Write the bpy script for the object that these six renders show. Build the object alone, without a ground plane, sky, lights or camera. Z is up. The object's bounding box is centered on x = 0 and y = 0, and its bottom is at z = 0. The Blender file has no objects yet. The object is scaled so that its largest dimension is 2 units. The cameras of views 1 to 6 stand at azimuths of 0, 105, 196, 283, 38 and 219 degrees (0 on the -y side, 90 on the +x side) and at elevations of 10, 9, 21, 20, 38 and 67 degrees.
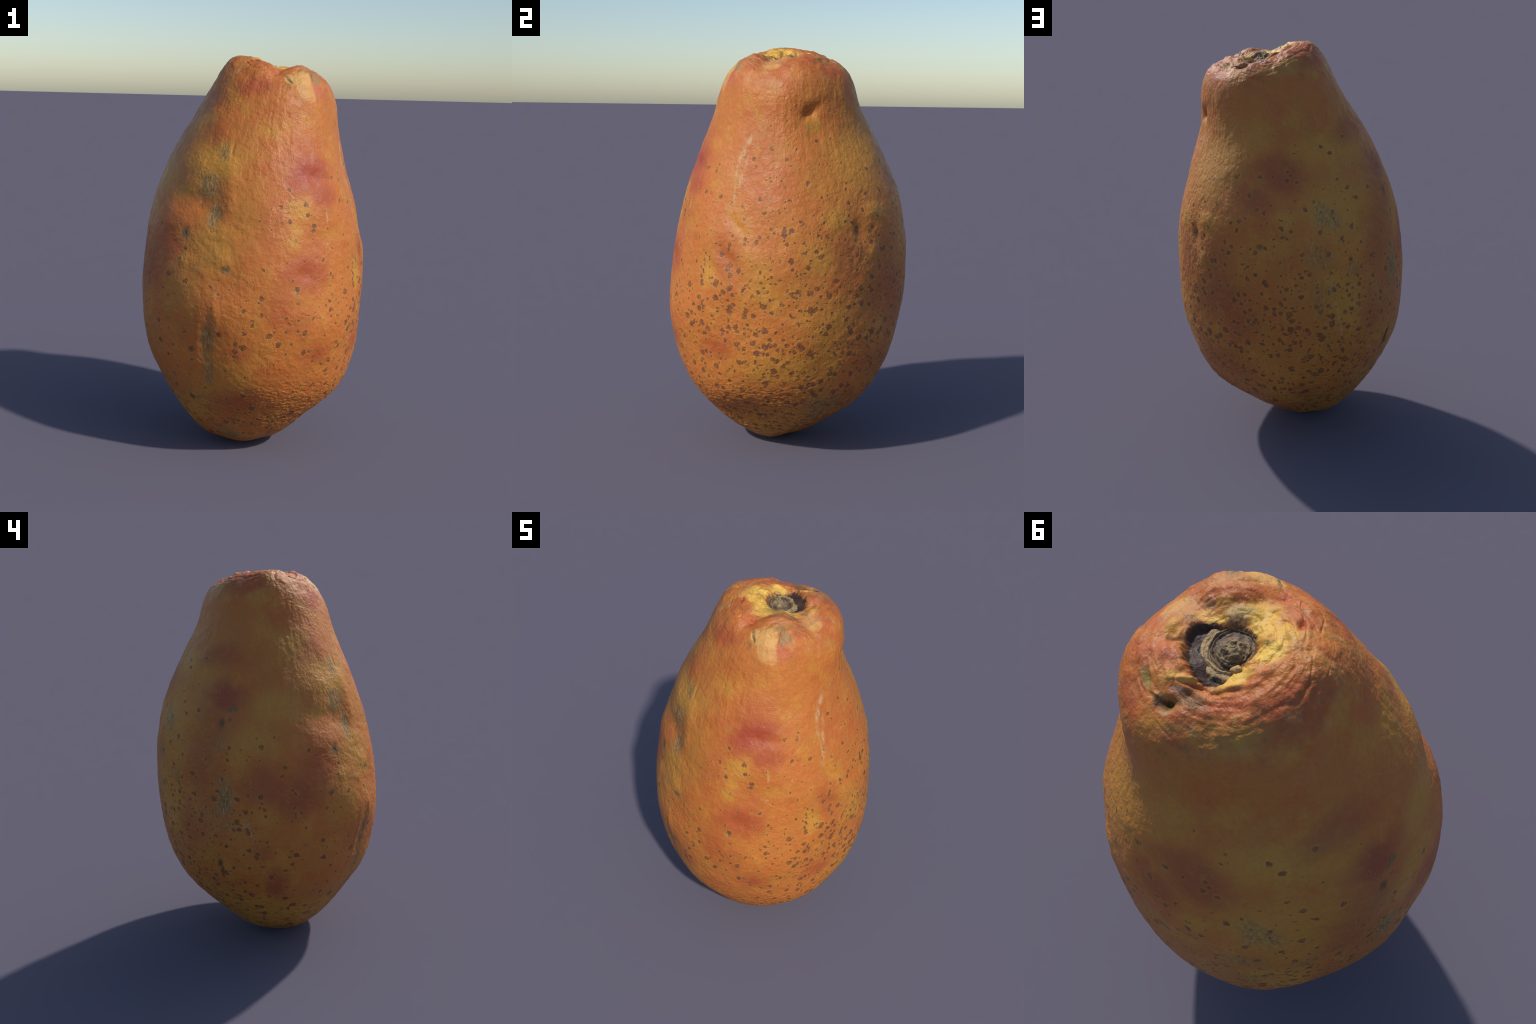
# A ripe papaya standing on its tip: lofted skin with relief, a woody stem scar in its hollow, a dry crumb.
import bpy, bmesh, math
import numpy as np
from mathutils import Matrix

# Cross-sections from the stem (0 degrees) to the tip (180): mean distance from the heart of the fruit, then the
# size of its one-, two-, three-, four- and five-fold lobes (cosine and sine part), in metres.
SECTIONS = [
    (  0.0, 0.993, (-0.000,  0.000), ( 0.000,  0.000), ( 0.000, -0.000), ( 0.000, -0.000), (-0.000, -0.000), (-0.000,  0.000), (-0.000,  0.000)),
    (  8.0, 1.018, (-0.006, -0.002), ( 0.004,  0.005), (-0.009, -0.001), (-0.003, -0.000), ( 0.003,  0.003), ( 0.002,  0.002), ( 0.001,  0.001)),
    ( 14.0, 1.009, (-0.012,  0.002), ( 0.009,  0.010), (-0.008, -0.003), (-0.005,  0.001), (-0.003,  0.003), (-0.001,  0.003), (-0.000, -0.002)),
    ( 19.0, 0.944, (-0.007,  0.013), ( 0.000,  0.011), (-0.011, -0.002), (-0.001,  0.001), ( 0.002,  0.004), (-0.002,  0.001), (-0.001,  0.000)),
    ( 24.0, 0.849, (-0.025,  0.006), (-0.003,  0.002), (-0.008, -0.001), ( 0.004, -0.005), ( 0.004,  0.008), (-0.000,  0.001), (-0.000,  0.003)),
    ( 30.0, 0.771, (-0.032,  0.005), (-0.002, -0.000), (-0.003, -0.002), ( 0.003,  0.001), ( 0.002,  0.007), (-0.000, -0.001), (-0.000,  0.001)),
    ( 38.0, 0.709, (-0.033,  0.013), (-0.003, -0.003), (-0.005,  0.001), ( 0.001,  0.002), ( 0.001,  0.005), (-0.001,  0.001), (-0.001,  0.001)),
    ( 47.0, 0.659, (-0.028,  0.017), (-0.004, -0.003), (-0.005,  0.000), ( 0.001,  0.002), ( 0.001,  0.004), (-0.000,  0.000), (-0.000,  0.002)),
    ( 57.0, 0.618, (-0.018,  0.022), (-0.003, -0.007), (-0.008,  0.000), ( 0.005,  0.003), ( 0.001,  0.003), (-0.005,  0.001), ( 0.001,  0.002)),
    ( 68.0, 0.590, (-0.011,  0.017), (-0.003, -0.003), (-0.002, -0.005), ( 0.003,  0.006), ( 0.000, -0.001), (-0.004, -0.001), (-0.003,  0.003)),
    ( 80.0, 0.576, (-0.002,  0.010), (-0.005, -0.002), ( 0.001, -0.004), ( 0.003,  0.008), (-0.000, -0.001), (-0.003,  0.000), ( 0.001,  0.001)),
    ( 93.0, 0.579, ( 0.009, -0.000), (-0.008,  0.000), ( 0.003, -0.006), (-0.000,  0.008), (-0.002, -0.001), (-0.001, -0.000), (-0.001, -0.000)),
    (107.0, 0.610, ( 0.020, -0.009), (-0.010, -0.001), ( 0.002, -0.003), (-0.003,  0.007), (-0.004,  0.001), (-0.002,  0.003), ( 0.002, -0.000)),
    (121.0, 0.664, ( 0.031, -0.009), (-0.004, -0.002), (-0.000, -0.003), (-0.003,  0.005), ( 0.001, -0.001), ( 0.002, -0.000), ( 0.002,  0.004)),
    (135.0, 0.732, ( 0.039, -0.016), (-0.004, -0.002), ( 0.001, -0.008), (-0.002,  0.004), (-0.004, -0.001), ( 0.000, -0.003), (-0.002,  0.003)),
    (150.0, 0.798, ( 0.028, -0.018), (-0.009, -0.001), (-0.000, -0.004), (-0.003,  0.004), (-0.002,  0.002), ( 0.001,  0.005), (-0.003,  0.001)),
    (165.0, 0.888, ( 0.018, -0.034), ( 0.001, -0.003), (-0.000, -0.001), ( 0.000, -0.004), ( 0.003, -0.001), ( 0.001, -0.001), (-0.002, -0.002)),
    (180.0, 0.943, ( 0.000, -0.001), (-0.001, -0.000), ( 0.000,  0.001), (-0.000,  0.001), (-0.000,  0.000), (-0.001,  0.000), ( 0.000,  0.000)),
]

# Marks on the skin: degrees off the stem axis, longitude, half length, half width (m), turn (degrees), strength.
RED = [
    ( 40.3,  -64.8, 0.145, 0.111,   17, 1.00),
    ( 47.7,  -53.4, 0.084, 0.077,    0, 0.80),
    ( 84.3,  -73.6, 0.068, 0.053,   54, 0.60),
    ( 83.5,  -63.2, 0.071, 0.058,   26, 0.50),
    ( 73.6,  -61.2, 0.091, 0.080,   86, 0.35),
    ( 60.0,  -83.3, 0.133, 0.084,  -85, 0.30),
    ( 36.9,  -67.8, 0.153, 0.094,   63, 0.55),
    ( 84.4,  -63.1, 0.132, 0.088,    2, 0.75),
    (100.3,  -74.8, 0.119, 0.066,  -81, 0.40),
    (118.9,  -54.1, 0.098, 0.068,  -22, 0.60),
    (106.1,  -66.8, 0.092, 0.081,  -62, 0.35),
    ( 72.8, -134.8, 0.134, 0.090,   10, 0.32),
    ( 18.5, -110.1, 0.092, 0.053,   14, 0.60),
    ( 33.2, -135.8, 0.101, 0.057,    1, 0.35),
    (121.8,  -93.4, 0.078, 0.045,   16, 0.40),
    (143.7,  -92.3, 0.135, 0.092,   37, 0.60),
    ( 89.0, -143.8, 0.109, 0.094,  -43, 0.60),
    ( 38.3,   -2.5, 0.221, 0.136,  -84, 0.30),
    ( 76.6,  -15.1, 0.134, 0.092,  -56, 0.50),
    ( 77.2,   41.8, 0.114, 0.081,   85, 0.60),
    ( 93.3,   69.4, 0.175, 0.127,  -64, 0.80),
    (116.9,  -20.1, 0.087, 0.064,   32, 0.50),
    (125.3,   60.3, 0.208, 0.089,  -41, 0.50),
    (135.9,   48.1, 0.088, 0.032,  -56, 0.50),
    ( 42.9,  107.2, 0.125, 0.087,  -10, 0.70),
    ( 50.8,   92.8, 0.090, 0.063,   -7, 0.60),
    ( 35.8,  161.2, 0.120, 0.066,    0, 0.60),
    ( 13.7,  165.5, 0.122, 0.061,  -19, 0.70),
    ( 79.9,  155.9, 0.195, 0.101,   82, 0.55),
    ( 96.2,   68.4, 0.175, 0.119,   12, 0.75),
    (106.5,   76.7, 0.139, 0.097,   32, 0.60),
    ( 78.2,   67.6, 0.139, 0.102,   53, 0.50),
    (112.4,  147.0, 0.124, 0.082,  -80, 0.55),
    (143.1,  102.4, 0.081, 0.067,  -52, 0.60),
    (123.1,   59.2, 0.182, 0.064,   20, 0.50),
    ( 50.1,  168.8, 0.099, 0.080,   -2, 0.95),
    ( 61.8,  165.8, 0.160, 0.117,   88, 0.55),
    ( 35.8,  160.1, 0.071, 0.043,  -63, 0.50),
    ( 16.1,  161.3, 0.084, 0.050,    6, 0.60),
    ( 89.9, -168.3, 0.135, 0.114,    4, 0.65),
    ( 96.1, -152.4, 0.142, 0.112,   23, 0.80),
    (110.5,  156.6, 0.178, 0.136,   70, 0.45),
    (138.4, -162.2, 0.114, 0.064,  -85, 0.80),
    ( 78.7, -140.2, 0.103, 0.091,  -27, 0.50),
    (122.8, -170.8, 0.065, 0.056,   79, 0.45),
]
YEL = [
    ( 54.8,  -68.1, 0.065, 0.057,   71, 0.75),
    ( 70.5,  -72.3, 0.038, 0.033,   55, 0.70),
    ( 63.7,  -70.7, 0.033, 0.029,   52, 0.60),
    ( 38.6,  -50.0, 0.037, 0.012,  -17, 0.60),
    ( 84.3,  -26.0, 0.077, 0.053,  -63, 0.50),
    ( 85.5,    0.1, 0.201, 0.080,  -53, 0.50),
    ( 65.9,  -48.8, 0.073, 0.043,    2, 0.35),
    ( 42.6,  -18.8, 0.042, 0.035,  -51, 0.40),
    ( 41.6, -124.7, 0.153, 0.112,   -1, 0.80),
    ( 32.3, -145.7, 0.119, 0.056,   -7, 0.40),
    ( 28.4,  -95.0, 0.059, 0.055,    9, 0.50),
    ( 53.3, -135.9, 0.080, 0.042,   13, 0.60),
    ( 73.5, -115.0, 0.117, 0.089,    6, 0.70),
    ( 58.3,  -97.7, 0.153, 0.102,  -81, 0.40),
    ( 82.9, -109.1, 0.096, 0.082,    4, 0.70),
    ( 86.3, -126.1, 0.049, 0.042,  -53, 0.60),
    ( 71.9,  -70.7, 0.039, 0.029,    6, 0.70),
    (100.5, -125.2, 0.128, 0.095,   18, 0.40),
    (159.0, -132.9, 0.588, 0.082,   49, 0.60),
    ( 25.7,   35.1, 0.049, 0.040,    3, 0.70),
    ( 37.2,   63.7, 0.229, 0.155,   35, 0.65),
    ( 59.4,   63.1, 0.065, 0.052,   -6, 0.70),
    ( 60.8,   38.5, 0.076, 0.057,   -3, 0.70),
    ( 76.1,   31.0, 0.096, 0.062,   -6, 0.70),
    ( 85.5,  -26.9, 0.070, 0.049,  -84, 0.70),
    ( 75.9,   58.9, 0.043, 0.040,  -41, 0.60),
    ( 83.9,   -2.1, 0.061, 0.046,    8, 0.40),
    (122.1,   10.5, 0.219, 0.088,   -1, 0.60),
    ( 90.6,   19.0, 0.052, 0.051,  -74, 0.35),
    (107.7,   31.7, 0.145, 0.126,  -46, 0.40),
    (156.6,   -4.1, 0.230, 0.143,   21, 0.60),
    ( 30.5,   91.6, 0.094, 0.079,  -83, 0.50),
    ( 37.5,  137.7, 0.139, 0.086,  -12, 0.70),
    ( 60.1,  106.4, 0.057, 0.045,   -8, 0.70),
    ( 58.4,  125.4, 0.126, 0.115,   70, 0.75),
    ( 77.4,  136.4, 0.135, 0.088,  -21, 0.50),
    (100.7,  129.3, 0.144, 0.110,  -78, 0.60),
    (154.1,  107.0, 0.348, 0.124,  -53, 0.60),
    ( 71.8,  100.0, 0.069, 0.040,   -5, 0.40),
    ( 16.3,  130.9, 0.059, 0.039,  -17, 0.60),
    ( 19.0, -174.4, 0.056, 0.045,   -4, 0.70),
    ( 53.0, -163.1, 0.134, 0.091,    0, 0.70),
    ( 40.1,  150.5, 0.130, 0.094,  -27, 0.50),
    ( 60.3,  133.4, 0.228, 0.161,   -9, 0.60),
    ( 66.9, -176.2, 0.135, 0.079,    1, 0.60),
    ( 32.0, -149.0, 0.086, 0.076,   56, 0.70),
    ( 39.1, -114.7, 0.137, 0.082,   20, 0.50),
    ( 77.1,  178.7, 0.088, 0.070,   81, 0.50),
    (103.3, -168.5, 0.087, 0.059,    5, 0.50),
    ( 81.4, -114.0, 0.091, 0.066,   66, 0.50),
    (156.4, -162.0, 0.281, 0.128,   -1, 0.70),
    (125.0,  154.9, 0.103, 0.058,   39, 0.50),
]
GREY = [
    ( 63.0, -115.7, 0.063, 0.034,  -87, 1.00),
    ( 38.0, -119.1, 0.045, 0.027,  -63, 0.80),
    ( 51.1, -122.5, 0.066, 0.054,  -55, 0.90),
    ( 53.6, -126.8, 0.036, 0.030,   10, 0.60),
    ( 74.6, -129.5, 0.029, 0.027,    3, 0.60),
    (116.7, -105.2, 0.099, 0.019,   89, 0.50),
    ( 88.9, -117.9, 0.027, 0.018,    9, 0.50),
    ( 87.2, -103.0, 0.021, 0.020,    9, 0.70),
    (146.2, -113.3, 0.034, 0.019,   61, 0.60),
    (119.6, -108.2, 0.120, 0.030,  -90, 0.80),
    (132.6, -106.5, 0.087, 0.026,  -89, 0.80),
    (161.8,  -90.0, 0.074, 0.059,  -31, 0.70),
    ( 93.5,  -68.5, 0.013, 0.012,   -8, 0.90),
    ( 69.4,  -71.5, 0.010, 0.009,   11, 0.80),
    ( 50.1,    4.0, 0.013, 0.010,   -7, 0.70),
    (143.7,   35.6, 0.110, 0.101,  -42, 0.60),
    ( 60.8,  124.7, 0.074, 0.036,   87, 0.65),
    ( 98.1,  169.5, 0.101, 0.042,   81, 1.00),
    ( 87.4,  167.6, 0.029, 0.019,   14, 0.70),
    (111.5,  170.4, 0.028, 0.019,   13, 0.50),
    ( 62.2,  127.7, 0.087, 0.044,  -50, 0.70),
    ( 54.6,  174.2, 0.025, 0.017,   18, 0.50),
    ( 69.2,  167.2, 0.050, 0.042,   77, 0.30),
    ( 78.3,  119.5, 0.074, 0.053,  -18, 0.40),
    ( 98.8,  117.2, 0.076, 0.043,   86, 0.35),
    ( 94.9,  123.3, 0.042, 0.035,  -47, 0.40),
    ( 89.0,  137.7, 0.043, 0.029,  -33, 0.50),
]
PALE = [
    ( 29.0,  -13.0, 0.043, 0.015,   64, 0.90),
    ( 33.7,  -18.0, 0.040, 0.015,   79, 0.85),
    ( 39.3,  -19.2, 0.047, 0.008,  -83, 0.60),
    ( 36.7,  -13.4, 0.046, 0.008,   86, 0.55),
    ( 42.7,  -15.3, 0.040, 0.011,  -90, 0.80),
    ( 49.0,  -17.1, 0.047, 0.011,  -80, 0.80),
    ( 53.4,  -18.3, 0.036, 0.008,  -67, 0.60),
    ( 58.1, -126.6, 0.008, 0.007,   -5, 1.00),
    (109.6, -179.2, 0.031, 0.016,  -83, 0.80),
    (113.7, -176.5, 0.036, 0.008,  -66, 0.70),
    (103.4,  124.2, 0.049, 0.010,  -69, 0.50),
    (109.3,  125.5, 0.037, 0.011,   72, 0.50),
    (116.2,  126.1, 0.027, 0.010,   86, 0.60),
    ( 98.2, -106.2, 0.023, 0.011,  -78, 0.60),
    ( 57.4,  -51.9, 0.034, 0.005,  -81, 0.80),
    ( 69.7,  -52.4, 0.022, 0.005,   -4, 0.70),
    ( 71.7,  117.4, 0.052, 0.006,   77, 0.40),
]
DARK = [
    ( 74.0, -129.3, 0.025, 0.020,  -71, 0.80),
    ( 87.7, -103.9, 0.017, 0.017,  -74, 0.80),
    ( 60.6,  168.9, 0.026, 0.018,   80, 0.80),
    ( 54.6,  174.6, 0.024, 0.016,   18, 0.70),
    ( 59.0,  173.2, 0.010, 0.010,    4, 0.60),
    ( 70.0,   93.5, 0.017, 0.015,    9, 0.70),
    ( 65.6,   52.1, 0.034, 0.023,   80, 0.60),
    ( 72.7,   52.4, 0.029, 0.009,   81, 0.60),
    (130.4,  163.3, 0.032, 0.016,   64, 0.90),
    (135.1,  163.2, 0.059, 0.011,   81, 0.90),
]

# Dents (-) and swellings (+): same placing, height in millimetres.
RELIEF = [
    ( 23.3,   33.2, 0.048, 0.040,   21,  -19),  # dimple
    ( 23.7,   32.1, 0.030, 0.024,   21,   -8),  # dimple heart
    ( 22.4,   43.7, 0.068, 0.024,   20,   -4),  # fold into dimple
    ( 22.6,   23.6, 0.045, 0.013,  -59,   -4),  # fold into dimple
    ( 25.7,   37.2, 0.056, 0.034,   -2,    2),  # swelling under dimple
    ( 21.5,   32.0, 0.114, 0.050,   -2,    2),  # fold over dimple
    ( 20.5,   59.8, 0.101, 0.079,    1,    1),  # cheek by dimple
    ( 65.6,   52.1, 0.052, 0.032,   87,  -15),  # upright crease
    ( 59.4,   63.1, 0.073, 0.046,  -10,    8),  # knob
    ( 75.6,   59.0, 0.046, 0.040,  -22,    7),  # knob
    ( 59.9,   40.1, 0.083, 0.068,   -2,    5),  # knob
    ( 41.5,  -58.0, 0.111, 0.047,   -1,  -10),  # front dent
    ( 85.0,  -64.4, 0.061, 0.053,    0,   -9),  # low front dent
    ( 60.8,  -13.9, 0.081, 0.030,  -46,   -9),  # slanting groove
    ( 78.3,  -14.9, 0.118, 0.039,  -51,  -10),  # slanting groove
    ( 81.0,  -21.2, 0.116, 0.037,  -64,    4),  # ridge
    ( 74.3,   -4.0, 0.086, 0.054,  -62,    4),  # ridge
    ( 12.7,  -93.4, 0.086, 0.054,  -86,  -14),  # saddle
    ( 36.1, -114.5, 0.076, 0.010,  -77,   -3),  # neck groove
    ( 62.4, -115.9, 0.078, 0.040,  -82,   -3),  # scar hollow
    ( 50.2, -119.4, 0.119, 0.040,  -76,   -3),  # scar hollow
    (119.7, -108.6, 0.106, 0.025,  -90,   -6),  # long scar
    (132.4, -105.7, 0.095, 0.022,   90,   -6),  # long scar
    (120.9, -113.0, 0.119, 0.017,   90,    3),  # scar rib
    (110.7, -117.8, 0.252, 0.148,   89,    4),  # bulge by scar
    ( 54.5, -131.8, 0.096, 0.067,  -69,    2),  # ridge by hollow
    ( 43.7, -112.4, 0.123, 0.037,  -72,    5),  # ridge
    (133.6,  162.9, 0.077, 0.013,   86,  -10),  # crack
    (158.2,  120.4, 0.112, 0.011,  -82,   -9),  # tip crack
    ( 16.8, -125.6, 0.051, 0.039,  -14,   -6),  # crown dimple
    ( 15.5,  -80.9, 0.052, 0.008,  -58,   -3),  # flake edge
    ( 15.2,  -68.3, 0.058, 0.050,   -7,    5),  # flake
    ( 14.5,  -53.5, 0.043, 0.006,   76,   -5),  # flake edge
    ( 52.8, -136.2, 0.068, 0.051,    8,    4),  # lump
    ( 56.9, -108.0, 0.071, 0.051,  -77,    6),  # lump
    ( 73.4, -120.8, 0.063, 0.050,    7,    3),  # lump
    ( 69.9, -108.9, 0.051, 0.047,  -17,    5),  # lump
    ( 83.3, -107.7, 0.063, 0.047,    8,    6),  # lump
    ( 86.3, -126.1, 0.051, 0.036,    6,    5),  # lump
    ( 91.1, -113.9, 0.052, 0.041,    8,    5),  # lump
    (106.6, -105.5, 0.066, 0.025,  -82,    5),  # lump
    ( 59.7, -124.6, 0.042, 0.036,  -13,   -4),  # hollow
    ( 87.6, -103.6, 0.024, 0.023,    9,   -5),  # pock
    ( 73.5, -129.8, 0.033, 0.030,    1,   -4),  # pock
    ( 63.2, -141.7, 0.088, 0.056,   -1,    1),  # lump
    (  9.6,  -30.3, 0.025, 0.018,  -77,    5),  # lip ridge
    (  9.8,  -39.9, 0.027, 0.016,  -19,    4),  # lip ridge
    (  9.4,  -54.1, 0.033, 0.017,   -3,    2),  # lip ridge
    (  9.5,  -68.0, 0.026, 0.018,    5,    1),  # lip ridge
    (  8.6,  -81.0, 0.031, 0.025,   59,   -7),  # low front rim
    (  6.4,  -59.8, 0.044, 0.020,    7,  -13),  # hollow behind lip
    (  7.3,  -43.2, 0.028, 0.021,  -60,    6),  # lobe in hollow
    ( 11.5,  -64.6, 0.072, 0.012,   31,   -5),  # outer step
    ( 11.7,  -91.9, 0.028, 0.022,   52,  -14),  # pink valley
    (  9.3,   15.2, 0.028, 0.022,   55,    9),  # knob
    (  9.2,   45.0, 0.038, 0.030,   46,   10),  # knob
    (  8.2,   30.4, 0.027, 0.008,  -84,   -6),  # groove between
    ( 13.1,   60.2, 0.029, 0.014,  -15,  -12),  # slit
    ( 13.0,   83.3, 0.025, 0.018,   46,  -30),  # hole
    ( 13.1,   72.2, 0.015, 0.006,   13,    4),  # ledge over hole
    ( 11.0,   59.7, 0.012, 0.009,   -5,    5),  # crumb
    ( 10.3,   91.6, 0.039, 0.021,    3,  -12),  # rough hollow
    (  7.4,   87.4, 0.066, 0.010,   37,   10),  # fold
    (  7.7,  132.8, 0.064, 0.013,   -6,    8),  # fold
    (  8.6,   90.5, 0.051, 0.007,   17,   -8),  # fold groove
    (  8.4,  119.7, 0.049, 0.007,    8,   -7),  # fold groove
    ( 11.4,  112.7, 0.032, 0.019,    7,    6),  # fold
    (  5.6, -148.9, 0.016, 0.014,   83,    9),  # lump
    (  8.3, -138.6, 0.024, 0.019,   14,    7),  # lump
    ( 10.5, -132.5, 0.019, 0.013,  -12,  -14),  # red pit
    (  6.0, -169.6, 0.040, 0.024,  -37,    8),  # yellow swell
    (  7.9, -106.8, 0.022, 0.012,  -63,   -5),  # groove
    ( 10.6, -151.8, 0.046, 0.042,  -83,    5),  # side swell
    (  4.4,  137.6, 0.015, 0.011,  -11,    5),  # tan nub
]

# Colours round the stem: kind, same placing, strength.
CROWN = [
    ('yellow'     ,   5.9, -106.4, 0.071, 0.053,  -18, 0.80),
    ('yellow'     ,   6.3, -164.9, 0.051, 0.035,  -44, 1.00),
    ('yellow'     ,   5.8,  133.8, 0.052, 0.031,    8, 0.90),
    ('yellow'     ,   7.5, -138.1, 0.046, 0.035,   48, 0.70),
    ('yellow'     ,   4.9,  -27.2, 0.038, 0.011,  -28, 0.90),
    ('yellow'     ,   6.8,  -16.3, 0.033, 0.023,  -43, 0.50),
    ('yellow'     ,   9.2,   75.5, 0.047, 0.013,   43, 0.50),
    ('yellow'     ,   8.9,   17.7, 0.032, 0.025,   44, 0.40),
    ('olive'      ,   5.6,  -63.8, 0.051, 0.023,   15, 0.90),
    ('olive'      ,   5.7, -149.7, 0.019, 0.015,   74, 0.60),
    ('olive'      ,   6.8,  -43.5, 0.031, 0.024,  -73, 0.50),
    ('brown'      ,   8.3,  -26.6, 0.023, 0.019,  -89, 0.80),
    ('brown'      ,   4.1,  -64.1, 0.026, 0.019,   12, 0.90),
    ('brown'      ,   7.2,    0.3, 0.026, 0.023,   49, 0.60),
    ('tan'        ,   9.9,   -0.8, 0.042, 0.037,   77, 0.70),
    ('tan'        ,  11.4,  -53.1, 0.055, 0.029,   17, 0.60),
    ('red'        ,  11.7,  -20.0, 0.051, 0.028,   85, 0.60),
    ('red'        ,   9.4,  -56.9, 0.068, 0.027,    8, 0.60),
    ('red'        ,  12.7,  -93.6, 0.032, 0.025,  -90, 0.80),
    ('red'        ,  10.4, -132.4, 0.020, 0.013,  -12, 0.90),
    ('red'        ,  13.9,   37.2, 0.068, 0.044,   35, 0.55),
    ('pink'       ,   9.4,   46.2, 0.039, 0.029,   24, 0.70),
    ('red'        ,  16.6,   60.2, 0.061, 0.049,    1, 0.50),
    ('red'        ,  11.9, -127.0, 0.044, 0.034,  -40, 0.50),
    ('red'        ,  10.2,  131.8, 0.075, 0.020,   -5, 0.70),
    ('red'        ,  13.0,   97.3, 0.071, 0.020,   27, 0.50),
    ('red'        ,  10.6,   83.8, 0.039, 0.013,   40, 0.50),
    ('green'      ,  13.1,   59.8, 0.030, 0.015,  -17, 1.00),
    ('green'      ,  12.9,   85.4, 0.021, 0.018,   41, 0.80),
    ('darkgreen'  ,  12.8,   83.3, 0.020, 0.014,   46, 1.00),
    ('black'      ,  13.4,   77.5, 0.024, 0.015,  -15, 0.80),
    ('brown'      ,  10.6,   94.4, 0.041, 0.030,    8, 0.90),
    ('grey'       ,  10.5,   81.8, 0.021, 0.009,   31, 0.70),
    ('grey'       ,  14.1,   86.1, 0.022, 0.008,   53, 0.60),
    ('brown'      ,  11.2,  109.0, 0.021, 0.020,  -36, 0.60),
    ('dark'       ,  13.2,   52.4, 0.024, 0.018,   -1, 0.60),
    ('black'      ,  14.1,  112.7, 0.010, 0.009,   25, 0.60),
    ('olive'      ,  15.0,  131.3, 0.095, 0.045,   -7, 0.35),
    ('beige'      ,  15.3,  -75.1, 0.047, 0.038,  -48, 1.00),
    ('beige'      ,  14.8,  -63.4, 0.054, 0.044,  -66, 1.00),
    ('beige'      ,  17.9,  -63.9, 0.057, 0.050,   85, 0.70),
    ('beige'      ,  19.2,  -59.5, 0.038, 0.032,  -85, 0.50),
    ('brown scab' ,  13.0,  -51.6, 0.033, 0.023,  -64, 0.70),
    ('brown scab' ,  14.9,  -46.6, 0.032, 0.031,   22, 0.80),
    ('brown scab' ,  16.1,  -48.4, 0.017, 0.017,   -7, 0.60),
    ('tan'        ,  11.2,  -45.2, 0.086, 0.026,  -18, 0.50),
    ('tan'        ,  11.1,   -4.1, 0.064, 0.045,  -21, 0.70),
    ('beige'      ,  12.7,   -5.4, 0.051, 0.026,  -22, 0.60),
    ('dark'       ,  15.2,  -79.6, 0.039, 0.008,  -67, 0.90),
    ('dark'       ,  17.4,  -81.8, 0.026, 0.013,  -68, 0.50),
    ('red'        ,  12.2,  -93.5, 0.039, 0.032,   84, 0.70),
    ('red'        ,   9.3,  -61.1, 0.095, 0.032,   -2, 0.60),
    ('red'        ,  12.8,  -27.5, 0.055, 0.039,   42, 0.60),
    ('red'        ,  18.5, -109.4, 0.085, 0.044,   35, 0.50),
    ('red'        ,  13.6,    8.2, 0.078, 0.046,   55, 0.60),
    ('pink'       ,  17.9,  -48.5, 0.049, 0.038,    1, 0.50),
]

ORANGE = (0.55, 0.170, 0.030)
OCHRE = (0.46, 0.168, 0.031)
DEEP = (0.50, 0.120, 0.022)
YELLOW = (0.56, 0.265, 0.036)
REDF = (0.385, 0.060, 0.024)
REDB = (0.33, 0.075, 0.028)
FRECKLE = (0.175, 0.056, 0.026)

# ---------------------------------------------------------------- helpers
O = np.array([0.0, 0.0, 0.95])                       # heart of the fruit
AX = np.array([0.113, 0.007, 0.98]); AX /= np.linalg.norm(AX)   # towards the stem
EX = np.array([1.0, 0, 0]) - AX * AX[0]; EX /= np.linalg.norm(EX)
EY = np.cross(AX, EX)
rng = np.random.default_rng(7)

KN = np.radians([s[0] for s in SECTIONS])
LOBES = np.array([[s[1]] + [v for ab in s[2:] for v in ab] for s in SECTIONS])


def spline_curvature(x):
    n = len(x); h = np.diff(x); a = np.zeros((n, n)); b = np.zeros((n, n))
    a[0, :2] = 2 * h[0], h[0]; b[0, :2] = -6 / h[0], 6 / h[0]
    a[-1, -2:] = h[-1], 2 * h[-1]; b[-1, -2:] = 6 / h[-1], -6 / h[-1]
    for i in range(1, n - 1):
        a[i, i - 1:i + 2] = h[i - 1], 2 * (h[i - 1] + h[i]), h[i]
        b[i, i - 1:i + 2] = 6 / h[i - 1], -6 / h[i - 1] - 6 / h[i], 6 / h[i]
    return np.linalg.solve(a, b)


CURV = spline_curvature(KN) @ LOBES


def radius(t, p):
    """distance from the heart to the skin at angle t off the stem axis, longitude p"""
    t = np.clip(t, 0, np.pi - 1e-9)
    i = np.clip(np.searchsorted(KN, t, side="right") - 1, 0, len(KN) - 2)
    h = KN[i + 1] - KN[i]; a = (KN[i + 1] - t) / h; b = (t - KN[i]) / h
    c = (a[..., None] * LOBES[i] + b[..., None] * LOBES[i + 1]
         + ((a ** 3 - a) * h * h / 6)[..., None] * CURV[i] + ((b ** 3 - b) * h * h / 6)[..., None] * CURV[i + 1])
    r = c[..., 0].copy()
    for k in range(1, LOBES.shape[1] // 2 + 1):
        r += c[..., 2 * k - 1] * np.cos(k * p) + c[..., 2 * k] * np.sin(k * p)
    return r


def on_skin(t, p):
    t, p = np.asarray(t, float), np.asarray(p, float)
    d = np.cos(t)[..., None] * AX + np.sin(t)[..., None] * (np.cos(p)[..., None] * EX + np.sin(p)[..., None] * EY)
    return O + radius(t, p)[..., None] * d


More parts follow.
